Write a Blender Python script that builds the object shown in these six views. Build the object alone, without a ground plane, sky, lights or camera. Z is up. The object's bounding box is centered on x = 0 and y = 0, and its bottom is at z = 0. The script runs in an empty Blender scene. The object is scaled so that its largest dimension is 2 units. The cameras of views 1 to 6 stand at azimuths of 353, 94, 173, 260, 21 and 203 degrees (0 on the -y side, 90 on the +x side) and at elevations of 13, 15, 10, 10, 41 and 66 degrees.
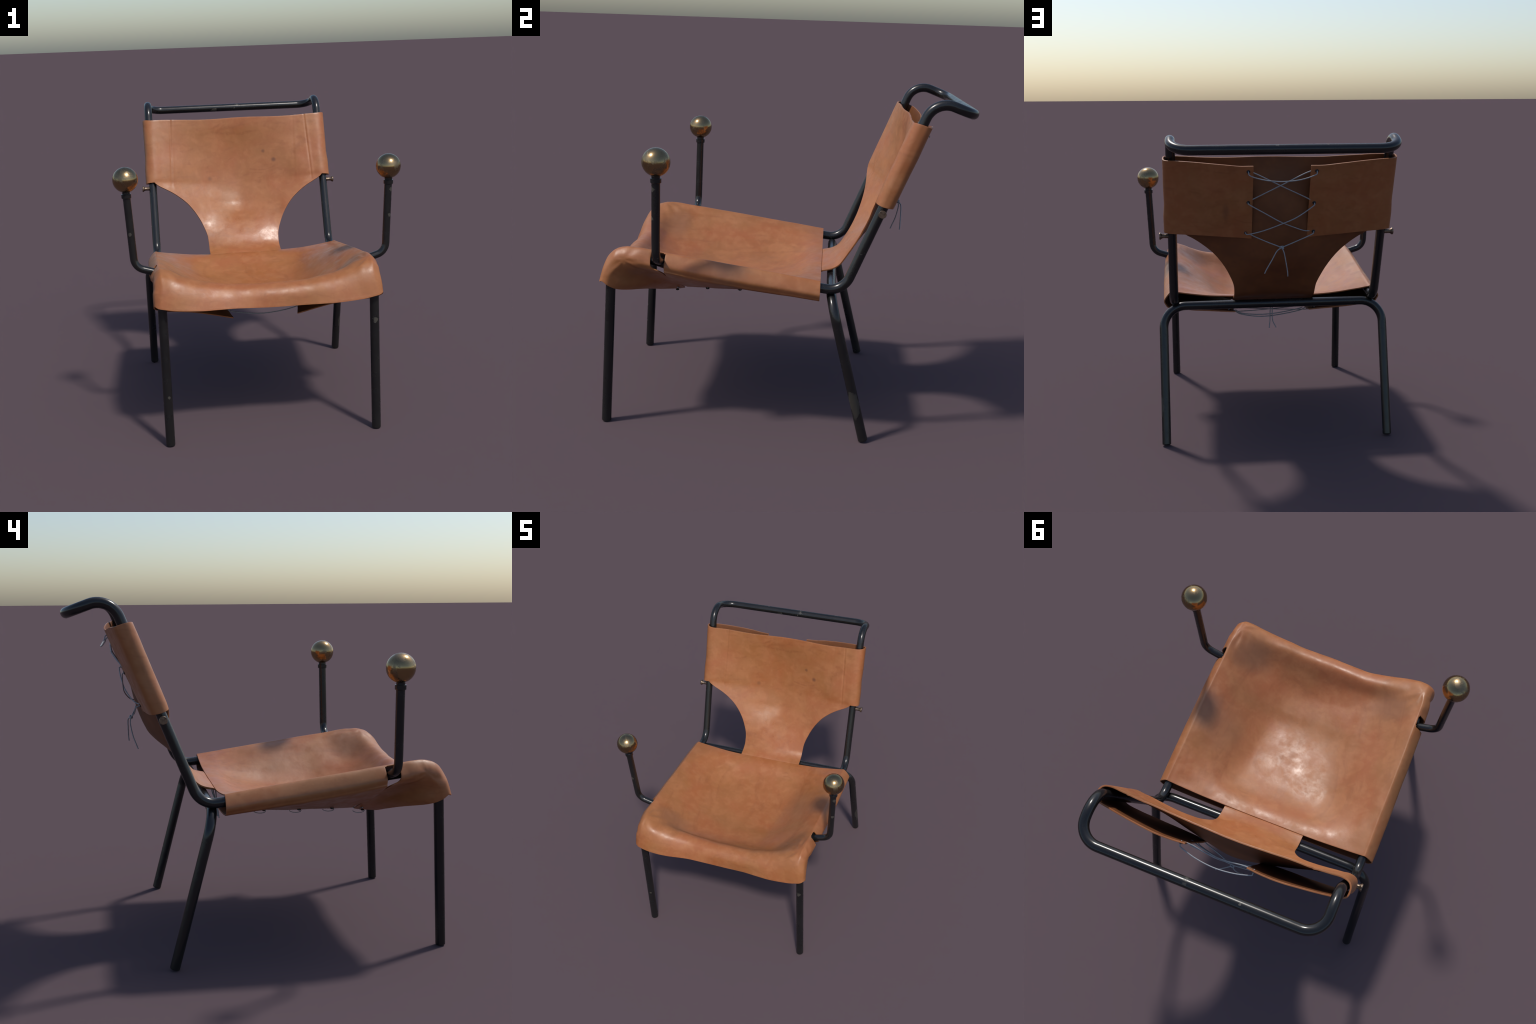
import bpy, bmesh, math
import numpy as np
from mathutils import Vector, noise as mnoise

# ------------------------------------------------------------------ helpers
V = lambda *a: np.array(a, dtype=float)

def unit(v):
    return v / np.linalg.norm(v)

def catmull(P, n):
    """Centripetal-free Catmull-Rom through the points P, n samples per span."""
    P = np.asarray(P, float)
    A = np.vstack([2 * P[0] - P[1], P, 2 * P[-1] - P[-2]])
    out = []
    for i in range(1, len(A) - 2):
        p0, p1, p2, p3 = A[i - 1], A[i], A[i + 1], A[i + 2]
        for k in range(n):
            t = k / n
            out.append(0.5 * (2 * p1 + (p2 - p0) * t + (2 * p0 - 5 * p1 + 4 * p2 - p3) * t * t
                              + (3 * p1 - p0 - 3 * p2 + p3) * t ** 3))
    out.append(A[-2])
    return np.array(out)

def catmull_net(net, nr, nc):
    """Interpolate a control net (rows x cols x 3) both ways."""
    net = np.asarray(net, float)
    a = np.array([catmull(row, nc) for row in net])
    return np.array([catmull(a[:, j], nr) for j in range(a.shape[1])]).transpose(1, 0, 2)

def fillet(points, radii, step=0.012):
    """Polyline with its inner corners rounded to the given radii (bent tube)."""
    pts = [V(*p) for p in points]
    out, marks = [pts[0]], [0]
    for i in range(1, len(pts) - 1):
        a, b = unit(pts[i - 1] - pts[i]), unit(pts[i + 1] - pts[i])
        ang = math.acos(np.clip(a @ b, -1, 1))
        r = radii[i - 1]
        tl = r / math.tan(ang / 2)
        p, q = pts[i] + a * tl, pts[i] + b * tl
        centre = pts[i] + unit(a + b) * (r / math.sin(ang / 2))
        turn = math.pi - ang
        n = max(6, int(turn * r / step))
        u, w = p - centre, q - centre
        marks.append(len(out) + n // 2)
        for k in range(n + 1):
            t = k / n
            out.append(centre + (math.sin((1 - t) * turn) * u + math.sin(t * turn) * w) / math.sin(turn))
    out.append(pts[-1])
    marks.append(len(out) - 1)
    return np.array(out), marks

def dense(path, step):
    out = [path[0]]
    for a, b in zip(path[:-1], path[1:]):
        n = max(1, int(np.linalg.norm(b - a) / step))
        for k in range(1, n + 1):
            out.append(a + (b - a) * k / n)
    return np.array(out)

ROOT = None
def add_object(name, me, parent, mat):
    ob = bpy.data.objects.new(name, me)
    bpy.context.scene.collection.objects.link(ob)
    ob.parent = parent
    if mat:
        me.materials.append(mat)
    return ob

def tube(name, path, r, parent, mat, sides=24, ranges=None, round_ends=(False, False), radius_fn=None):
    """Sweep a circle along a path; optionally split into several objects at ring ranges
    (border rings coincide and share the sweep's normals)."""
    path = np.asarray(path, float)
    n = len(path)
    tan = np.gradient(path, axis=0)
    tan = np.array([unit(t) for t in tan])
    ref = V(0, 0, 1) if abs(tan[0][2]) < 0.8 else V(1, 0, 0)
    e1 = unit(np.cross(tan[0], ref))
    rings, norms = [], []
    ang = np.arange(sides) * 2 * math.pi / sides
    for i in range(n):
        e1 = unit(e1 - tan[i] * (e1 @ tan[i]))
        e2 = np.cross(tan[i], e1)
        rad = np.outer(np.cos(ang), e1) + np.outer(np.sin(ang), e2)
        rr = r if radius_fn is None else radius_fn(i / (n - 1))
        rings.append(path[i] + rad * rr)
        norms.append(rad)
    def capped(end, sgn):
        base, t = path[end], tan[end] * sgn
        rad = norms[end]
        R, N = [], []
        for a in (0.35, 0.7, 1.0, 1.3):
            R.append(base + rad * r * (0.78 + 0.22 * math.cos(a)) + t * r * 0.22 * math.sin(a))
            N.append(rad * math.cos(a) + t * math.sin(a))
        return R, N
    extra0, extra1 = ([], []), ([], [])
    if round_ends[0]:
        R, N = capped(0, -1); extra0 = (R[::-1], N[::-1])
    if round_ends[1]:
        extra1 = capped(n - 1, 1)
    obs = []
    for (a, b, nm) in (ranges or [(0, n - 1, name)]):
        R = rings[a:b + 1]; N = norms[a:b + 1]
        if a == 0: R = list(extra0[0]) + R; N = list(extra0[1]) + N
        if b == n - 1: R = R + list(extra1[0]); N = N + list(extra1[1])
        m = len(R)
        verts = [tuple(p) for ring in R for p in ring]
        nn = [tuple(unit(p)) for ring in N for p in ring]
        faces = []
        for i in range(m - 1):
            for j in range(sides):
                k = (j + 1) % sides
                faces.append((i * sides + j, i * sides + k, (i + 1) * sides + k, (i + 1) * sides + j))
        smooth = len(faces)
        if a == 0: faces.append(tuple(range(sides))[::-1])
        if b == n - 1: faces.append(tuple((m - 1) * sides + j for j in range(sides)))
        me = bpy.data.meshes.new(nm)
        me.from_pydata(verts, [], faces)
        me.polygons.foreach_set("use_smooth", [i < smooth for i in range(len(faces))])
        # the sweep runs counter-clockwise about the tangent: make the faces look outward
        bm = bmesh.new(); bm.from_mesh(me); bmesh.ops.recalc_face_normals(bm, faces=bm.faces)
        if sum(f.normal.dot(f.calc_center_median() - Vector(path[(a + b) // 2])) for f in bm.faces if len(f.verts) == 4 and False) < 0:
            bmesh.ops.reverse_faces(bm, faces=bm.faces)
        bm.to_mesh(me); bm.free()
        # orientation test on one side quad
        f = me.polygons[len(me.polygons) // 2]
        if f.normal.dot(Vector(nn[f.vertices[0]])) < 0:
            me.flip_normals()
        me.normals_split_custom_set_from_vertices(nn)
        obs.append(add_object(nm, me, parent, mat))
    return obs

def lathe(name, profile, origin, axis, parent, mat, sides=40):
    """Turned part: profile of (radius, height) along an axis."""
    axis = unit(V(*axis)); ref = V(1, 0, 0) if abs(axis[0]) < 0.8 else V(0, 1, 0)
    e1 = unit(np.cross(axis, ref)); e2 = np.cross(axis, e1)
    bm = bmesh.new()
    rings = []
    for r, h in profile:
        c = V(*origin) + axis * h
        if r < 1e-6:
            rings.append([bm.verts.new(c)])
        else:
            rings.append([bm.verts.new(c + r * (math.cos(a) * e1 + math.sin(a) * e2))
                          for a in (2 * math.pi * k / sides for k in range(sides))])
    for A, B in zip(rings[:-1], rings[1:]):
        for k in range(sides):
            q = [A[k % len(A)], A[(k + 1) % len(A)], B[(k + 1) % len(B)], B[k % len(B)]]
            q2 = []
            for v in q:
                if v not in q2: q2.append(v)
            if len(q2) > 2: bm.faces.new(q2)
    bmesh.ops.recalc_face_normals(bm, faces=bm.faces)
    for f in bm.faces: f.smooth = True
    me = bpy.data.meshes.new(name); bm.to_mesh(me); bm.free()
    me.set_sharp_from_angle(angle=math.radians(40))
    return add_object(name, me, parent, mat)

def sheet(name, grids, parent, mat, thick, wobble=0.0, seed=0.0, relief=None, flesh=None):
    """Leather hide: grids of points (with masks of kept cells) merged, then thickened inward."""
    bm = bmesh.new()
    for G, keep, flip in grids:
        R, C, _ = G.shape
        vs = [[bm.verts.new(G[i, j]) for j in range(C)] for i in range(R)]
        for i in range(R - 1):
            for j in range(C - 1):
                if keep is None or keep[i, j]:
                    q = (vs[i][j], vs[i][j + 1], vs[i + 1][j + 1], vs[i + 1][j])
                    bm.faces.new(q[::-1] if flip else q)
    bmesh.ops.remove_doubles(bm, verts=bm.verts, dist=0.0004)
    loose = [v for v in bm.verts if not v.link_faces]
    bmesh.ops.delete(bm, geom=loose, context='VERTS')
    bm.normal_update()
    if wobble:
        for v in bm.verts:
            p = v.co
            d = mnoise.fractal(Vector((p.x * 5 + seed, p.y * 5, p.z * 5)), 1.0, 2.0, 3)
            v.co = p + v.normal * (d * wobble + (relief(p) if relief else 0.0))
        bm.normal_update()
    bm.verts.index_update()
    outer = list(bm.verts); faces = list(bm.faces)
    rim = [e for e in bm.edges if len(e.link_faces) == 1]
    inner = {v: bm.verts.new(v.co - v.normal * thick) for v in outer}
    rimq = []
    for e in rim:
        f = e.link_faces[0]
        for l in f.loops:
            if l.edge == e:
                a, b = l.vert, l.link_loop_next.vert
                rimq.append((b, a, inner[a], inner[b]))
    for f in faces:
        bm.faces.new([inner[v] for v in reversed(f.verts)]).material_index = 1 if flesh else 0
    for q in rimq:
        bm.faces.new(q)
    bm.normal_update()
    for f in bm.faces: f.smooth = True
    # soften the cut edge
    sharp = [e for e in bm.edges if len(e.link_faces) == 2 and e.calc_face_angle(0) > math.radians(60)]
    bmesh.ops.bevel(bm, geom=sharp, offset=0.0018, segments=2, profile=0.6, affect='EDGES', clamp_overlap=True)
    for f in bm.faces: f.smooth = True
    me = bpy.data.meshes.new(name); bm.to_mesh(me); bm.free()
    me.set_sharp_from_angle(angle=math.radians(55))
    ob = add_object(name, me, parent, mat)
    if flesh: me.materials.append(flesh)
    return ob

# ------------------------------------------------------------------ materials
class Nodes:
    def __init__(self, name):
        self.mat = bpy.data.materials.new(name)
        self.mat.use_nodes = True
        self.t = self.mat.node_tree
        self.t.nodes.clear()
        self.out = self.t.nodes.new("ShaderNodeOutputMaterial")
        self.bsdf = self.t.nodes.new("ShaderNodeBsdfPrincipled")
        self.t.links.new(self.bsdf.outputs[0], self.out.inputs[0])
        self.co = self.t.nodes.new("ShaderNodeTexCoord").outputs["Object"]
    def put(self, sock, val):
        if isinstance(val, bpy.types.NodeSocket): self.t.links.new(val, sock)
        elif val is not None: sock.default_value = val
    def set(self, **kw):
        for k, v in kw.items(): self.put(self.bsdf.inputs[k.replace("_", " ")], v)
    def mapping(self, scale=(1, 1, 1), rot=(0, 0, 0), loc=(0, 0, 0), src=None):
        n = self.t.nodes.new("ShaderNodeMapping")
        n.inputs["Scale"].default_value = scale; n.inputs["Rotation"].default_value = rot
        n.inputs["Location"].default_value = loc
        self.t.links.new(src or self.co, n.inputs["Vector"]); return n.outputs[0]
    def noise(self, scale, detail=4, rough=0.55, dist=0.0, vec=None):
        n = self.t.nodes.new("ShaderNodeTexNoise")
        n.inputs["Scale"].default_value = scale; n.inputs["Detail"].default_value = detail
        n.inputs["Roughness"].default_value = rough; n.inputs["Distortion"].default_value = dist
        self.t.links.new(vec or self.co, n.inputs["Vector"]); return n.outputs["Fac"]
    def voronoi(self, scale, feature='F1', vec=None):
        n = self.t.nodes.new("ShaderNodeTexVoronoi"); n.feature = feature
        n.inputs["Scale"].default_value = scale
        self.t.links.new(vec or self.co, n.inputs["Vector"]); return n.outputs["Distance"]
    def math(self, op, a, b=None, c=None, clamp=False):
        n = self.t.nodes.new("ShaderNodeMath"); n.operation = op; n.use_clamp = clamp
        for i, x in enumerate((a, b, c)):
            if x is not None: self.put(n.inputs[i], x)
        return n.outputs[0]
    def step(self, x, lo, hi, to0=0.0, to1=1.0):
        n = self.t.nodes.new("ShaderNodeMapRange"); n.interpolation_type = 'SMOOTHSTEP'
        for i, v in enumerate((x, lo, hi, to0, to1)): self.put(n.inputs[i], v)
        return n.outputs[0]
    def mix(self, fac, a, b, mode='MIX'):
        n = self.t.nodes.new("ShaderNodeMix"); n.data_type = 'RGBA'; n.blend_type = mode
        self.put(n.inputs["Factor"], fac)
        ins = [s for s in n.inputs if s.type == 'RGBA']
        self.put(ins[0], a if not isinstance(a, tuple) else (*a, 1)[:4]); self.put(ins[1], b if not isinstance(b, tuple) else (*b, 1)[:4])
        return [s for s in n.outputs if s.type == 'RGBA'][0]
    def blob(self, centre, size, soft=0.5, warp=None, amount=0.0):
        """Soft ellipsoidal patch at a place: 1 inside, 0 outside, edge warped by noise."""
        m = self.t.nodes.new("ShaderNodeVectorMath"); m.operation = 'SUBTRACT'
        self.t.links.new(self.co, m.inputs[0]); m.inputs[1].default_value = centre
        d = self.t.nodes.new("ShaderNodeVectorMath"); d.operation = 'DIVIDE'
        self.t.links.new(m.outputs[0], d.inputs[0]); d.inputs[1].default_value = size
        l = self.t.nodes.new("ShaderNodeVectorMath"); l.operation = 'LENGTH'
        self.t.links.new(d.outputs[0], l.inputs[0])
        x = l.outputs["Value"]
        if warp is not None:
            x = self.math('ADD', x, self.math('MULTIPLY', self.math('SUBTRACT', warp, 0.5), amount))
        return self.step(x, 1.0 - soft, 1.0 + soft, 1.0, 0.0)
    def bump(self, h, strength, dist, prev=None):
        n = self.t.nodes.new("ShaderNodeBump")
        n.inputs["Strength"].default_value = strength; n.inputs["Distance"].default_value = dist
        self.t.links.new(h, n.inputs["Height"])
        if prev is not None: self.t.links.new(prev, n.inputs["Normal"])
        return n.outputs[0]

def leather_material(name, patches, creases=()):
    m = Nodes(name)
    big = m.noise(2.6, 5, 0.6, 0.4)
    mid = m.noise(9.0, 5, 0.6, 0.8)
    fine = m.noise(60.0, 4, 0.6)
    grain = m.noise(380.0, 2, 0.5)
    streak = m.noise(6.0, 4, 0.6, 1.2, m.mapping((1.0, 0.35, 3.0), (0.3, 0.2, 0.5)))
    col = m.mix(m.step(big, 0.36, 0.66), LEATHER_RED, LEATHER_TAN)
    col = m.mix(m.math('MULTIPLY', m.step(mid, 0.42, 0.70), 0.55), col, LEATHER_PALE)
    col = m.mix(m.math('MULTIPLY', m.step(streak, 0.50, 0.72), 0.45), col, LEATHER_DEEP)
    col = m.mix(m.math('MULTIPLY', m.step(fine, 0.45, 0.75), 0.14), col, LEATHER_DEEP)
    col = m.mix(m.math('MULTIPLY', m.step(m.noise(22.0, 4, 0.6, 0.3), 0.48, 0.68), 0.35), col, LEATHER_PALE)
    # tiny dark pores
    pores = m.math('MULTIPLY', m.step(m.voronoi(38.0), 0.035, 0.075, 1.0, 0.0), m.step(m.noise(5.0, 2), 0.52, 0.66))
    col = m.mix(m.math('MULTIPLY', pores, 0.20), col, LEATHER_SPOT)
    warp = m.noise(7.0, 4, 0.6)
    for centre, size, colour, amount, soft in patches:
        col = m.mix(m.math('MULTIPLY', m.blob(centre, size, soft, warp, 1.3 if max(size) > 0.05 else 0.7), amount), col, colour)
    rough = m.math('ADD', m.step(mid, 0.3, 0.75, 0.37, 0.52), m.step(m.noise(13.0, 4, 0.6), 0.35, 0.65, -0.05, 0.08))
    rough = m.math('SUBTRACT', rough, m.math('MULTIPLY', m.blob((0, .37, .99), (.30, .14, .16), .5), 0.07))
    b = m.bump(m.noise(14.0, 4, 0.55), 0.22, 0.006)
    b = m.bump(grain, 0.05, 0.0012, b)
    m.set(Base_Color=col, Roughness=rough, Normal=b, Specular_IOR_Level=0.5)
    return m.mat

LEATHER_RED = (0.318, 0.103, 0.034)
LEATHER_TAN = (0.300, 0.117, 0.038)
LEATHER_PALE = (0.375, 0.148, 0.055)
LEATHER_DEEP = (0.228, 0.074, 0.023)
LEATHER_SPOT = (0.120, 0.045, 0.022)
SOOT = (0.105, 0.075, 0.062)

seat_stains_patches = [
    ((0.60, -0.28, 0.95), (0.08, 0.10, 0.12), SOOT, 0.42, 0.85),
    ((0.47, -0.22, 0.90), (0.16, 0.13, 0.10), (0.22, 0.10, 0.05), 0.35, 0.6),
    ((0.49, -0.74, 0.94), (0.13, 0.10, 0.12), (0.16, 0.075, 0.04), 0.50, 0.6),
    ((-0.42, -0.73, 0.94), (0.13, 0.08, 0.12), (0.17, 0.075, 0.04), 0.42, 0.6),  # darker brown patch inside the left front corner, behind the roll
]
back_stains = [
    ((0.197, 0.638, 1.499), (0.011, 0.02, 0.011), LEATHER_SPOT, 0.62, 0.7),
    ((0.268, 0.608, 1.438), (0.015, 0.02, 0.014), LEATHER_SPOT, 0.78, 0.7),
    ((-0.201, 0.592, 1.322), (0.014, 0.02, 0.013), LEATHER_SPOT, 0.45, 0.8),
    ((0.31, 0.70, 1.42), (0.018, 0.06, 0.05), LEATHER_SPOT, 0.55, 0.7),
]

def metal_paint():
    m = Nodes("black_enamel")
    n1 = m.noise(3.0, 3)
    chip = m.step(m.noise(24.0, 3, 0.5, 0.3), 0.74, 0.76)
    wear = m.math('MULTIPLY', m.blob((0.712, 0.435, 0.215), (0.022, 0.05, 0.075), 0.12, m.noise(14.0, 3), 1.6), 0.35)
    mask = m.math('MAXIMUM', m.math('MULTIPLY', chip, 0.8), wear)
    chips = m.noise(60.0, 3)
    for c, sz in (((0.612, -0.958, 0.674), (0.012, 0.03, 0.016)), ((0.790, -0.655, 1.385), (0.010, 0.02, 0.014)),
                  ((-0.772, -0.658, 1.205), (0.010, 0.02, 0.010)), ((0.778, -0.655, 1.23), (0.012, 0.02, 0.010)),
                  ((-0.606, -0.965, 0.30), (0.008, 0.02, 0.009)), ((0.05, 0.965, 1.815), (0.020, 0.02, 0.012)), ((-0.12, 0.955, 1.79), (0.025, 0.02, 0.010))):
        mask = m.math('MAXIMUM', mask, m.math('MULTIPLY', m.blob(c, sz, 0.2, chips, 2.2), 0.55))
    col = m.mix(m.step(n1, 0.3, 0.7), (0.0085, 0.0085, 0.009), (0.013, 0.0125, 0.012))
    col = m.mix(mask, col, (0.085, 0.078, 0.062))
    rough = m.math('ADD', m.step(m.noise(18.0, 4), 0.3, 0.7, 0.20, 0.28), m.math('MULTIPLY', mask, 0.3))
    m.set(Base_Color=col, Roughness=rough, Specular_IOR_Level=0.5)
    return m.mat

def brass():
    m = Nodes("aged_brass")
    p = m.noise(16.0, 6, 0.7, 0.6)
    f = m.noise(120.0, 3, 0.6)
    tarn = m.step(m.math('ADD', p, m.math('MULTIPLY', f, 0.15)), 0.54, 0.70)
    col = m.mix(tarn, (0.335, 0.235, 0.118), (0.215, 0.165, 0.105))
    rough = m.step(tarn, 0.0, 1.0, 0.19, 0.45)
    m.set(Base_Color=col, Metallic=1.0, Roughness=rough)
    return m.mat

def peg_metal():
    m = Nodes("peg_bronze")
    col = m.mix(m.step(m.noise(60.0, 4), 0.4, 0.65), (0.22, 0.16, 0.115), (0.10, 0.072, 0.055))
    m.set(Base_Color=col, Metallic=0.85, Roughness=0.38)
    return m.mat

def plain(name, col, rough, metal=0.0):
    m = Nodes(name)
    c = m.mix(m.step(m.noise(90.0, 3), 0.35, 0.65), tuple(x * 0.85 for x in col), col)
    m.set(Base_Color=c, Roughness=rough, Metallic=metal)
    return m.mat

SEAT_MAT = leather_material("seat_leather", seat_stains_patches)
BACK_MAT = leather_material("back_leather", back_stains)
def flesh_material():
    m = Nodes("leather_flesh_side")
    col = m.mix(m.step(m.noise(5.0, 5, 0.6), 0.35, 0.65), (0.180, 0.060, 0.016), (0.135, 0.044, 0.012))
    col = m.mix(m.math('MULTIPLY', m.step(m.noise(45.0, 4), 0.45, 0.75), 0.3), col, (0.11, 0.036, 0.011))
    m.set(Base_Color=col, Roughness=0.6, Normal=m.bump(m.noise(160.0, 3), 0.12, 0.002))
    return m.mat
FLESH = flesh_material()
PAINT, BRASS, PEG = metal_paint(), brass(), peg_metal()
CORD = plain("waxed_cord", (0.29, 0.305, 0.325), 0.5)
EYE = plain("eyelet_iron", (0.035, 0.038, 0.044), 0.45, 0.5)
DARK = plain("eyelet_dark_disc", (0.006, 0.005, 0.005), 0.8)  # dark discs laid inside the eyelet rings; the leather is not pierced

# ------------------------------------------------------------------ the chair
ROOT = bpy.data.objects.new("armchair", None)
bpy.context.scene.collection.objects.link(ROOT)
ROOT["label"] = "tan leather sling armchair on black tubular steel frame with brass ball armrests"
ROOT["category"] = "armchair"

# --- main tube: front leg, rail, upright, top bar, and down the other side
R_TUBE = 0.0268
half = [(0.614, -0.953, 0.0075), (0.614, -0.910, 0.987), (0.614, 0.348, 0.838), (0.613, 0.760, 1.878), (0.613, 0.973, 1.800)]
pts = half + [(-x, y, z) for x, y, z in reversed(half)]
path, marks = fillet(pts, [0.085, 0.115, 0.110, 0.105, 0.105, 0.110, 0.115, 0.085])
m = marks
# marks: 0 foot, 1 front bend, 2 rear bend, 3 top bend, 4/5 bar corners, 6.., 9 foot
tube("frame", path, R_TUBE, ROOT, PAINT, 28,
     ranges=[(0, m[1], "front_leg"), (m[1], m[2], "seat_rail"), (m[2], m[7], "back_frame"),
             (m[7], m[8], "seat_rail"), (m[8], m[9], "front_leg")], round_ends=(True, True))

# --- rear legs: one inverted U under the rails
pts = [(0.680, 0.501, 0.0105), (0.680, 0.287, 0.812), (-0.680, 0.287, 0.812), (-0.680, 0.501, 0.0105)]
path, m = fillet(pts, [0.135, 0.135])
tube("rear", path, R_TUBE, ROOT, PAINT, 28,
     ranges=[(0, m[1], "rear_leg"), (m[1], m[2], "cross_bar"), (m[2], m[3], "rear_leg")], round_ends=(True, True))

# --- arm posts with collar and brass ball
for s in (1, -1):
    path, _ = fillet([(s * 0.610, -0.638, 0.957), (s * 0.757, -0.641, 1.003), (s * 0.778, -0.636, 1.452)], [0.075])
    arm = tube("arm_post", path, 0.0227, ROOT, PAINT, 24)[0]
    lathe("collar", [(0.0, -0.013), (0.0262, -0.013), (0.0287, -0.0105), (0.0287, 0.0105), (0.0270, 0.0125), (0.0, 0.0130)],
          (s * 0.7775, -0.636, 1.428), (s * 0.02, 0, 1), arm, PAINT)
    prof = [(0.0, -0.0738)] + [(0.0738 * math.sin(math.pi * k / 40), -0.0738 * math.cos(math.pi * k / 40)) for k in range(1, 40)] + [(0.0, 0.0738)]
    lathe("ball_knob", prof, (s * 0.778, -0.635, 1.5225), (0, 0, 1), arm, BRASS, 64)
    # small turned peg on the upright
    lathe("peg", [(0.0, 0.0), (0.0135, 0.0), (0.0125, 0.022), (0.0130, 0.034), (0.0165, 0.040), (0.0205, 0.0445),
                  (0.0210, 0.0500), (0.0195, 0.0525), (0.0, 0.0530)], (s * 0.636, 0.5285, 1.285), (s, 0, 0), ROOT, PEG, 32)

# --- seat hide: cross-sections from the rear edge to the front hem.
# Sling between the rails: height at each depth for x = -.53 ... +.53 (worn hollow, uneven)
DISH_X = (-.53, -.40, -.30, -.20, 0, .20, .30, .40, .53)
dish = [
 (.226, (.876, .860, .853, .851, .850, .851, .853, .860, .876)),
 (.180, (.881, .862, .853, .849, .848, .849, .852, .861, .879)),
 (.130, (.887, .857, .840, .833, .832, .835, .843, .858, .887)),
 (.060, (.891, .840, .810, .796, .798, .798, .810, .849, .891)),
 (-.050, (.894, .825, .783, .768, .772, .773, .788, .848, .900)),
 (-.200, (.913, .834, .787, .772, .752, .746, .772, .846, .920)),
 (-.420, (.935, .858, .817, .780, .744, .739, .777, .842, .940)),
 (-.530, (.947, .870, .836, .804, .763, .764, .798, .857, .948)),
 (-.610, (.958, .882, .848, .818, .776, .779, .814, .858, .954)),
 (-.690, (.974, .894, .858, .831, .798, .802, .836, .872, .970)),
 (-.770, (.987, .911, .878, .861, .844, .852, .875, .906, .988)),
]
# over the rail, round it, and under to the flap's laced edge
wrap = [
 (.226, [(.602, .226, .889), (.634, .226, .891), (.676, .226, .838), (.668, .225, .806), (.632, .224, .783), (.45, .222, .761), (.235, .218, .745)]),
 (.02, [(.602, .02, .917), (.634, .02, .918), (.676, .02, .866), (.668, .02, .833), (.633, .02, .806), (.45, .02, .765), (.235, .02, .712)]),
 (-.20, [(.602, -.20, .946), (.634, -.20, .949), (.676, -.20, .893), (.669, -.20, .858), (.635, -.20, .830), (.46, -.20, .774), (.235, -.20, .704)]),
 (-.42, [(.602, -.42, .975), (.634, -.42, .978), (.675, -.42, .923), (.669, -.42, .888), (.638, -.42, .858), (.46, -.41, .786), (.230, -.40, .700)]),
 (-.610, [(.600, -.610, 1.000), (.632, -.611, 1.003), (.671, -.614, .952), (.668, -.615, .920), (.646, -.614, .893), (.46, -.600, .797), (.225, -.555, .698)]),
 (-.690, [(.600, -.690, 1.012), (.631, -.689, 1.014), (.668, -.690, .958), (.662, -.680, .926), (.632, -.634, .893), (.44, -.605, .800), (.222, -.570, .692)]),
 (-.770, [(.598, -.770, 1.021), (.628, -.768, 1.022), (.663, -.772, .972), (.656, -.757, .930), (.585, -.706, .886), (.41, -.650, .794), (.217, -.602, .684)]),
]
# the front roll: crest, nose, apron, hem (whole half sections)
roll = [
 [(0, -.850, .912), (.20, -.850, .917), (.30, -.849, .931), (.40, -.847, .951), (.53, -.844, 1.000), (.592, -.838, 1.024), (.624, -.835, 1.023), (.654, -.832, .982), (.645, -.812, .925), (.558, -.765, .868), (.40, -.680, .778), (.211, -.640, .678)],
 [(0, -.908, .906), (.20, -.908, .912), (.30, -.909, .923), (.40, -.911, .939), (.53, -.912, .979), (.590, -.911, .994), (.620, -.904, .994), (.651, -.888, .965), (.652, -.872, .905), (.580, -.818, .846), (.415, -.708, .767), (.205, -.668, .674)],
 [(0, -.945, .868), (.20, -.947, .872), (.30, -.951, .880), (.40, -.955, .890), (.53, -.957, .915), (.590, -.956, .924), (.622, -.949, .925), (.654, -.930, .915), (.657, -.905, .862), (.607, -.845, .812), (.43, -.742, .754), (.200, -.690, .671)],
 [(0, -.962, .797), (.20, -.966, .798), (.30, -.975, .800), (.40, -.986, .804), (.53, -.990, .815), (.600, -.983, .825), (.635, -.975, .831), (.657, -.955, .838), (.657, -.918, .812), (.606, -.868, .781), (.43, -.768, .737), (.195, -.710, .668)],
]
def wrap_at(y):
    ys = [-w[0] for w in wrap]
    return [tuple(np.interp(-y, ys, [w[1][k][c] for w in wrap]) for c in range(3)) for k in range(7)]
def flip(p): return (-p[0], p[1], p[2])
sections = []
for y, zs in dish:
    wr = wrap_at(y)
    sections.append([flip(p) for p in wr[::-1]] + [(x, y, z) for x, z in zip(DISH_X, zs)] + wr)
for i, half_row in enumerate(roll):
    lft = [flip(p) for p in half_row[:0:-1]]
    # the left front corner is pulled further forward than the right one
    w = (.3, .7, 1, 1)[i] * .006
    lft = [(x, y - w * np.interp(-x, (.2, .4, .53, .62, .65, .66), (0, .7, 1, 1, .5, 0)) * (1 if z > .8 and y < -.82 else 0), z) for x, y, z in lft]
    # and the roll is dented left of the middle
    if i < 3:
        lft = [(x, y + .014 * math.exp(-((x + .25) / .14) ** 2) * (z > .8), z) for x, y, z in lft]
    if i == 3:
        lft = [(x, y, z + .007 * (z > .78)) for x, y, z in lft]
    sections.append(lft + half_row)
NR, NC = 8, 8
full = np.array(sections)
G = catmull_net(full, NR, NC)
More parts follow.
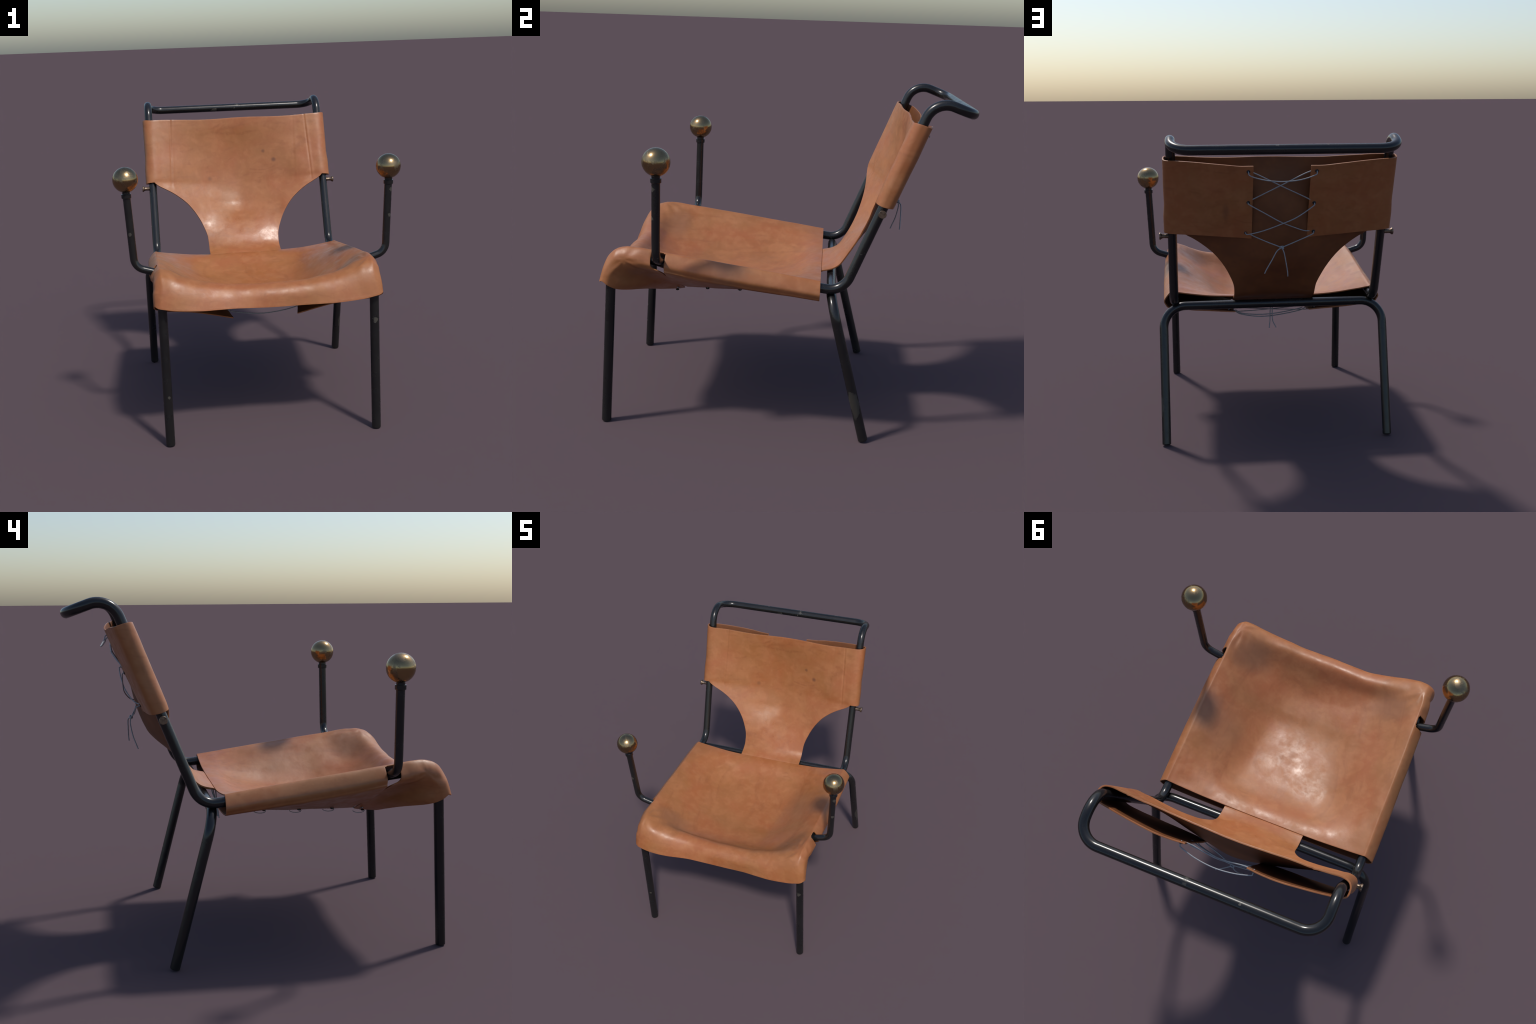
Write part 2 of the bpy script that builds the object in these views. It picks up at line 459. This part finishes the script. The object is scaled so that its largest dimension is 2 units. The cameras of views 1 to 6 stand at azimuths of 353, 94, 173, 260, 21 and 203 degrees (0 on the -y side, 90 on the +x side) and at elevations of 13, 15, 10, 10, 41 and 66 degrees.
# relax the sling so that it hangs as one smooth sag
for _ in range(26):
    H = G.copy()
    H[1:-1, 1:-1] = (G[:-2, 1:-1] + G[2:, 1:-1] + G[1:-1, :-2] + G[1:-1, 2:]) / 4
    w = np.clip((.60 - np.abs(G[:, :, 0])) / .10, 0, 1) * np.clip((G[:, :, 1] + .74) / .14, 0, 1) * np.clip((.22 - G[:, :, 1]) / .05, 0, 1)
    w = w * (np.arange(G.shape[1])[None, :] > 7 * NC) * (np.arange(G.shape[1])[None, :] < G.shape[1] - 1 - 7 * NC)
    G[:, :, 2] += (H[:, :, 2] - G[:, :, 2]) * w * .6
G[:, :, 2] -= .007 * np.exp(-(G[:, :, 0] / .17) ** 2 - ((G[:, :, 1] + .28) / .24) ** 2) * (np.abs(np.arange(G.shape[1])[None, :] - (G.shape[1] - 1) / 2) < 5 * NC)
rows, cols, _ = G.shape
mid = (cols - 1) // 2
keep = np.ones((rows - 1, cols - 1), bool)
# arm notch: slot between the sections either side of the arm outside the rail's crown, open to the flap's edge
for i in range(8 * NR, 9 * NR):
    for j in range(cols - 1):
        w = max(mid - j, j + 1 - mid)
        inner = 6 * NC - 1
        d = (i - 8 * NR + 0.5) / NR - 0.5
        if w > inner + (1 if abs(d) > 0.38 else 0):
            keep[i, j] = False
def seat_relief(p):
    """Lumps along the front roll and puckers radiating from its two corners."""
    f = min(1.0, max(0.0, (-.74 - p.y) / .12)) * (1 if p.z > .79 else 0)
    lump = .0045 * mnoise.noise(Vector((p.x * 8.0 + 3.3, p.y * 5, p.z * 4)))
    dx, dy, dz = abs(p.x) - .62, p.y + .84, p.z - 1.0
    r = math.sqrt(dx * dx + dy * dy + dz * dz)
    pucker = .0022 * math.sin(math.atan2(dy, dz + dx) * 7 + 4 * mnoise.noise(p * 9)) * math.exp(-((r - .10) / .06) ** 2)
    return f * lump + (pucker if p.y < -.66 else 0.0)
seat = sheet("seat", [(G, keep, True)], ROOT, SEAT_MAT, 0.0070, 0.0022, 3.1, seat_relief, FLESH)

# --- back hide, described in the frame of the leaning uprights: t along, n forward of them
T, N, P0 = V(0, .367, .930), V(0, -.930, .367), V(0, .40, .97)
def back_point(x, t, n):
    p = P0 + t * T + n * N
    return V(x, p[1], p[2])
def interp(table, t):
    """Monotone cubic (Fritsch-Carlson) through the table's points."""
    a = np.array(sorted(table)); x, y = a[:, 0], a[:, 1]
    h = np.diff(x); d = np.diff(y) / h
    m = np.zeros(len(x)); m[0], m[-1] = d[0], d[-1]
    for i in range(1, len(x) - 1):
        if d[i - 1] * d[i] > 0:
            w1, w2 = 2 * h[i] + h[i - 1], h[i] + 2 * h[i - 1]
            m[i] = (w1 + w2) / (w1 / d[i - 1] + w2 / d[i])
    i = int(np.clip(np.searchsorted(x, t) - 1, 0, len(x) - 2)); u = np.clip((t - x[i]) / h[i], 0, 1)
    return float((1 + 2 * u) * (1 - u) ** 2 * y[i] + u * (1 - u) ** 2 * h[i] * m[i] + u * u * (3 - 2 * u) * y[i + 1] + u * u * (u - 1) * h[i] * m[i + 1])
centre_n = [(.83, .026), (.75, .002), (.66, -.030), (.58, -.053), (.50, -.071), (.40, -.085), (.30, -.091), (.23, -.087), (.167, -.065), (.087, -.021), (.027, .008), (-.03, .032), (-.06, .043)]
edge_n = [(.83, .048), (.60, .049), (.40, .048), (.345, .040), (.298, .026), (.22, .014), (.12, .010), (.02, .016), (-.06, .028)]
edge_x = [(.83, .600), (.372, .600), (.352, .578), (.298, .482), (.215, .378), (.115, .307), (.04, .274), (-.03, .253), (-.06, .250)]
frac = [0, .22, .42, .60, .74, .84, .90, 1.0]
def front_row(t, side=1):
    nc, ne, xe = interp(centre_n, t), interp(edge_n, t), interp(edge_x, t)
    row = []
    for f in frac:
        p = (1.12 if side < 0 else 0.88) + (.88 if side < 0 else 1.12) * np.clip((.25 - t) / .20, 0, 1)
        w = ((f * f + .03) ** (p / 2) - .03 ** (p / 2)) / (1.03 ** (p / 2) - .03 ** (p / 2))
        dip = -0.003 * math.exp(-((f - .74) / .10) ** 2) * min(1, max(0, (t - .30) / .1))
        full = (.016 if side > 0 else .008) * math.exp(-((f * xe - .46) / .075) ** 2 - ((t - .45) / .12) ** 2)
        wave = .004 * math.sin(11 * f * xe * side + 1) * np.clip((t - .70) / .12, 0, 1)
        row.append(back_point(f * xe, t + wave - .002 * (wave != 0), nc + (ne - nc) * w + dip + full))
    return row
wrapped_t = [.824, .76, .69, .62, .55, .48, .435, .400, .372]
cut_t = [.350, .325, .298, .258, .215, .165, .115, .075, .04, .005, -.03, -.06]
def whole(right, left):
    return [V(-p[0], p[1], p[2]) for p in left[:0:-1]] + right
def wrapped(t, side):
    k = (t - .372) / (.824 - .372)          # 1 at the top hem, 0 at the bottom hem
    row = front_row(t, side)
    kk = min(1, k / (.55 if side > 0 else .8))
    for x, n, slack, top, bot in [(.640, .036, 0, .831, .371), (.6570, .002, 0, .836, .372), (.643, -.044, 0, .838, .380),
                                  (.55, -.064, .005, .840, .378), (.44, -.078, .014, .836, .372), (.32, -.090, .022, .828, .362),
                                  (.235, -.090, .018, .819, .357), (.160, -.084, .006, .816, .352)]:
        row.append(back_point(x + (0.004 if n > -.05 and k < .3 else 0), bot + k * (top - bot), n + slack * (1 - kk)))
    return row
rows_w = [whole(wrapped(t, 1), wrapped(t, -1)) for t in wrapped_t]
rows_c = [whole(front_row(t, 1), front_row(t, -1)) for t in cut_t]
neck = [(.331, .893, .020), (.308, .873, .020), (.280, .860, .015), (.252, .853, .007), (.228, .847, 0), (.19, .822, 0), (.13, .792, 0), (.07, .764, 0)]
for y, z, crown in neck:
    r = [V(f * .2485, y - .8 * crown * (1 - f * f), z + .62 * crown * (1 - f * f)) for f in frac]
    rows_c.append(whole(r, r))
# one spline net for the wrapped part, one for the cut-out waist and tongue; each is computed with
# ghost rows of the other so that they meet with a common tangent
nf = len(frac); nw = len(rows_w[0]); off = (nw - (2 * nf - 1)) // 2
ghost = [r.copy() for r in (2 * np.array(rows_w[-1]) - np.array(rows_w[-2]))]
ghost[off:off + 2 * nf - 1] = rows_c[0]
NB = 12
Gw = catmull_net(np.array(rows_w + [ghost]), 6, NB)[:-6]
top = [r[off - 1:off + 2 * nf] for r in rows_w[-2:]]
low = [[2 * r[0] - r[1]] + r + [2 * r[-1] - r[-2]] for r in rows_c]
Gc = catmull_net(np.array(top + low), 4, NB)[4:, NB:-NB]
k0 = off * NB
Gc[0] = Gw[-1, k0:k0 + Gc.shape[1]]
def back_relief(p):
    d = np.array(p) - P0; t = d @ T; n = d @ N
    if n < -.05 or t < .30: return 0.0
    fade = min(1, (t - .30) / .06)
    out = 0.0
    for x0, x1, depth in ((-.462, -.478, .0020), (.508, .526, .0016), (.425, .410, .0007)):
        xc = x0 + (x1 - x0) * (.82 - t) / .45
        out -= depth * math.exp(-((p[0] - xc) / .0055) ** 2)
        out += .5 * depth * math.exp(-((p[0] - xc - .012) / .008) ** 2)
    return out * fade
backrest = sheet("backrest", [(Gw, None, True), (Gc, None, True)], ROOT, BACK_MAT, 0.0085, 0.0018, 9.7, back_relief, FLESH)

# --- eyelets and lacing on the back
def eyelet(c, nrm, parent):
    c, nrm = V(*c), unit(V(*nrm))
    ref = V(1, 0, 0); e1 = unit(ref - nrm * (ref @ nrm)); e2 = np.cross(nrm, e1)
    ring = np.array([c + 0.0078 * (math.cos(a) * e1 + math.sin(a) * e2) for a in np.linspace(0, 2 * math.pi, 25)])
    bm = bmesh.new()
    M, S = 24, 10
    vs = []
    for i in range(M):
        a = 2 * math.pi * i / M; d = math.cos(a) * e1 + math.sin(a) * e2
        vs.append([bm.verts.new(c + d * (0.0078 + 0.0024 * math.cos(b)) + nrm * 0.0024 * math.sin(b)) for b in (2 * math.pi * k / S for k in range(S))])
    for i in range(M):
        for k in range(S):
            f = bm.faces.new((vs[i][k], vs[(i + 1) % M][k], vs[(i + 1) % M][(k + 1) % S], vs[i][(k + 1) % S])); f.smooth = True
    bmesh.ops.recalc_face_normals(bm, faces=bm.faces)
    me = bpy.data.meshes.new("eyelet"); bm.to_mesh(me); bm.free()
    ob = add_object("eyelet", me, parent, EYE)
    me.materials.append(DARK)
    bm = bmesh.new(); bm.from_mesh(me)
    for s in (0.0008, -0.0004):
        disc = [bm.verts.new(c + 0.0074 * (math.cos(a) * e1 + math.sin(a) * e2) + nrm * s) for a in (2 * math.pi * k / 24 for k in range(24))]
        f = bm.faces.new(disc); f.material_index = 1
    bm.to_mesh(me); bm.free()
    return ob

def cord(pts, parent, name="lace", r=0.0032, n=8):
    return tube(name, catmull([V(*p) for p in pts], n), r, parent, CORD, 10, round_ends=(True, True))[0]

rear_dir = -N
L = {1: (.188, .785), 2: (.185, .592), 3: (.195, .392)}
Rr = {1: (-.193, .785), 2: (-.190, .583), 3: (-.197, .392)}
def bp(x, t, n): return tuple(back_point(x, t, n))
ON = -.0905 - .001          # rear face of the flaps near the eyelets
IN = -.076
def hole(d, k, n=ON): return bp(d[k][0], d[k][1], n + {1: 0, 2: .004, 3: .013}[k])
for d in (L, Rr):
    for k in d:
        eyelet(hole(d, k, ON + .002), rear_dir, backrest)
# top loop sagging outside
cord([hole(L, 1, IN), hole(L, 1, -.100), bp(.178, .770, -.112), bp(.10, .755, -.135), bp(0, .750, -.145), bp(-.10, .755, -.135), bp(-.183, .772, -.112), hole(Rr, 1, -.100), hole(Rr, 1, IN)], backrest)
# first cross, running under the flaps
cord([hole(L, 1, -.082), bp(.14, .765, -.080), bp(0, .700, -.104), bp(-.14, .618, -.084), hole(Rr, 2, -.080), hole(Rr, 2, -.098), bp(-.182, .570, -.102),
      bp(-.09, .510, -.120), bp(0, .470, -.126), bp(.10, .425, -.118), bp(.182, .395, -.102), hole(L, 3, -.098), hole(L, 3, -.080), bp(.145, .372, -.088), bp(.07, .348, -.115), bp(-.005, .330, -.146)], backrest)
cord([hole(Rr, 1, -.082), bp(-.14, .772, -.080), bp(0, .706, -.098), bp(.14, .622, -.084), hole(L, 2, -.080), hole(L, 2, -.098), bp(.178, .585, -.102),
      bp(.09, .535, -.114), bp(0, .480, -.117), bp(-.10, .428, -.104), bp(-.15, .402, -.086), hole(Rr, 3, -.078), hole(Rr, 3, -.098), bp(-.183, .386, -.103), bp(-.09, .352, -.122), bp(-.010, .330, -.146)], backrest)
# knot and tails
kn = back_point(-.008, .330, -.147)
bmk = [kn + V(.010 * math.cos(a) * (1 if i % 2 else .6), .006 * math.sin(a), .007 * math.sin(2 * a)) for i, a in enumerate(np.linspace(0, 4 * math.pi, 15))]
cord(bmk, backrest, "knot", 0.0040, 4)
cord([kn, (-.021, .664, 1.190), (-.034, .653, 1.125), (-.043, .637, 1.078), (-.046, .626, 1.048)], backrest, "lace_end")
cord([kn, (.022, .674, 1.205), (.053, .674, 1.150), (.082, .672, 1.100), (.093, .670, 1.076)], backrest, "lace_end")

# --- lacing under the seat
stations = [(-.610, .225, .681), (-.430, .236, .700), (-.240, .240, .703), (-.040, .240, .709), (.165, .240, .738)]
for y, x, z in stations:
    for s in (1, -1):
        x2, z2 = s * (x + .030), z + .0095
        eyelet((x2, y, z2 - .001), (-.2 * s, 0, -1), seat)
def under(i, s, dz=-.006):
    y, x, z = stations[i]; return (s * (x + .030), y, z + .0095 + dz)
def mid_pt(a, b, k, sag):
    a, b = V(*a), V(*b); p = a + (b - a) * k; p[2] -= sag; return tuple(p)
# front loop
a, b = under(0, 1, .012), under(0, -1, .012)
cord([a, mid_pt(a, b, .2, .030), mid_pt(a, b, .5, .046), mid_pt(a, b, .8, .030), b], seat)
for i in range(4):
    for s in (1, -1):
        a, b = under(i, s, .010), under(i + 1, -s, -.004)
        b2 = under(i + 1, -s, .010)
        cord([a, mid_pt(a, b, .08, .010), mid_pt(a, b, .3, .013), mid_pt(a, b, .6, .014), mid_pt(a, b, .9, .010), b, b2], seat, 'lace', .0028)
    # short bights hanging at the flap edges
for y, x, z in stations[:4:1]:
    for s in (1, -1):
        q = .35 + .60 * abs(math.sin(17 * y + s))
        if q < .5: continue
        cord([(s * (x + .03), y - .012, z + .004), (s * (x + .02), y - .005, z - .008 * q), (s * (x + .01), y + .020 * q, z - .013 * q), (s * (x + .012), y + .045 * q, z - .007 * q), (s * (x + .025), y + .06 * q, z + .004)], seat, 'lace', .0020)
# last loop hanging low, with two tails
a, b = (.245, .175, .752), (-.215, .175, .752)
cord([a, mid_pt(a, b, .1, .030), mid_pt(a, b, .35, .050), mid_pt(a, b, .6, .044), mid_pt(a, b, .9, .020), b], seat)
a, b = (.232, .185, .752), (-.195, .185, .756)
cord([a, mid_pt(a, b, .1, .024), mid_pt(a, b, .35, .036), mid_pt(a, b, .6, .032), mid_pt(a, b, .9, .012), b], seat)
cord([(.008, .190, .790), (.012, .186, .74), (.013, .182, .68), (.018, .178, .626)], seat, "lace_end")
cord([(-.002, .190, .790), (-.001, .186, .73), (-.004, .180, .675), (-.026, .176, .627)], seat, "lace_end")
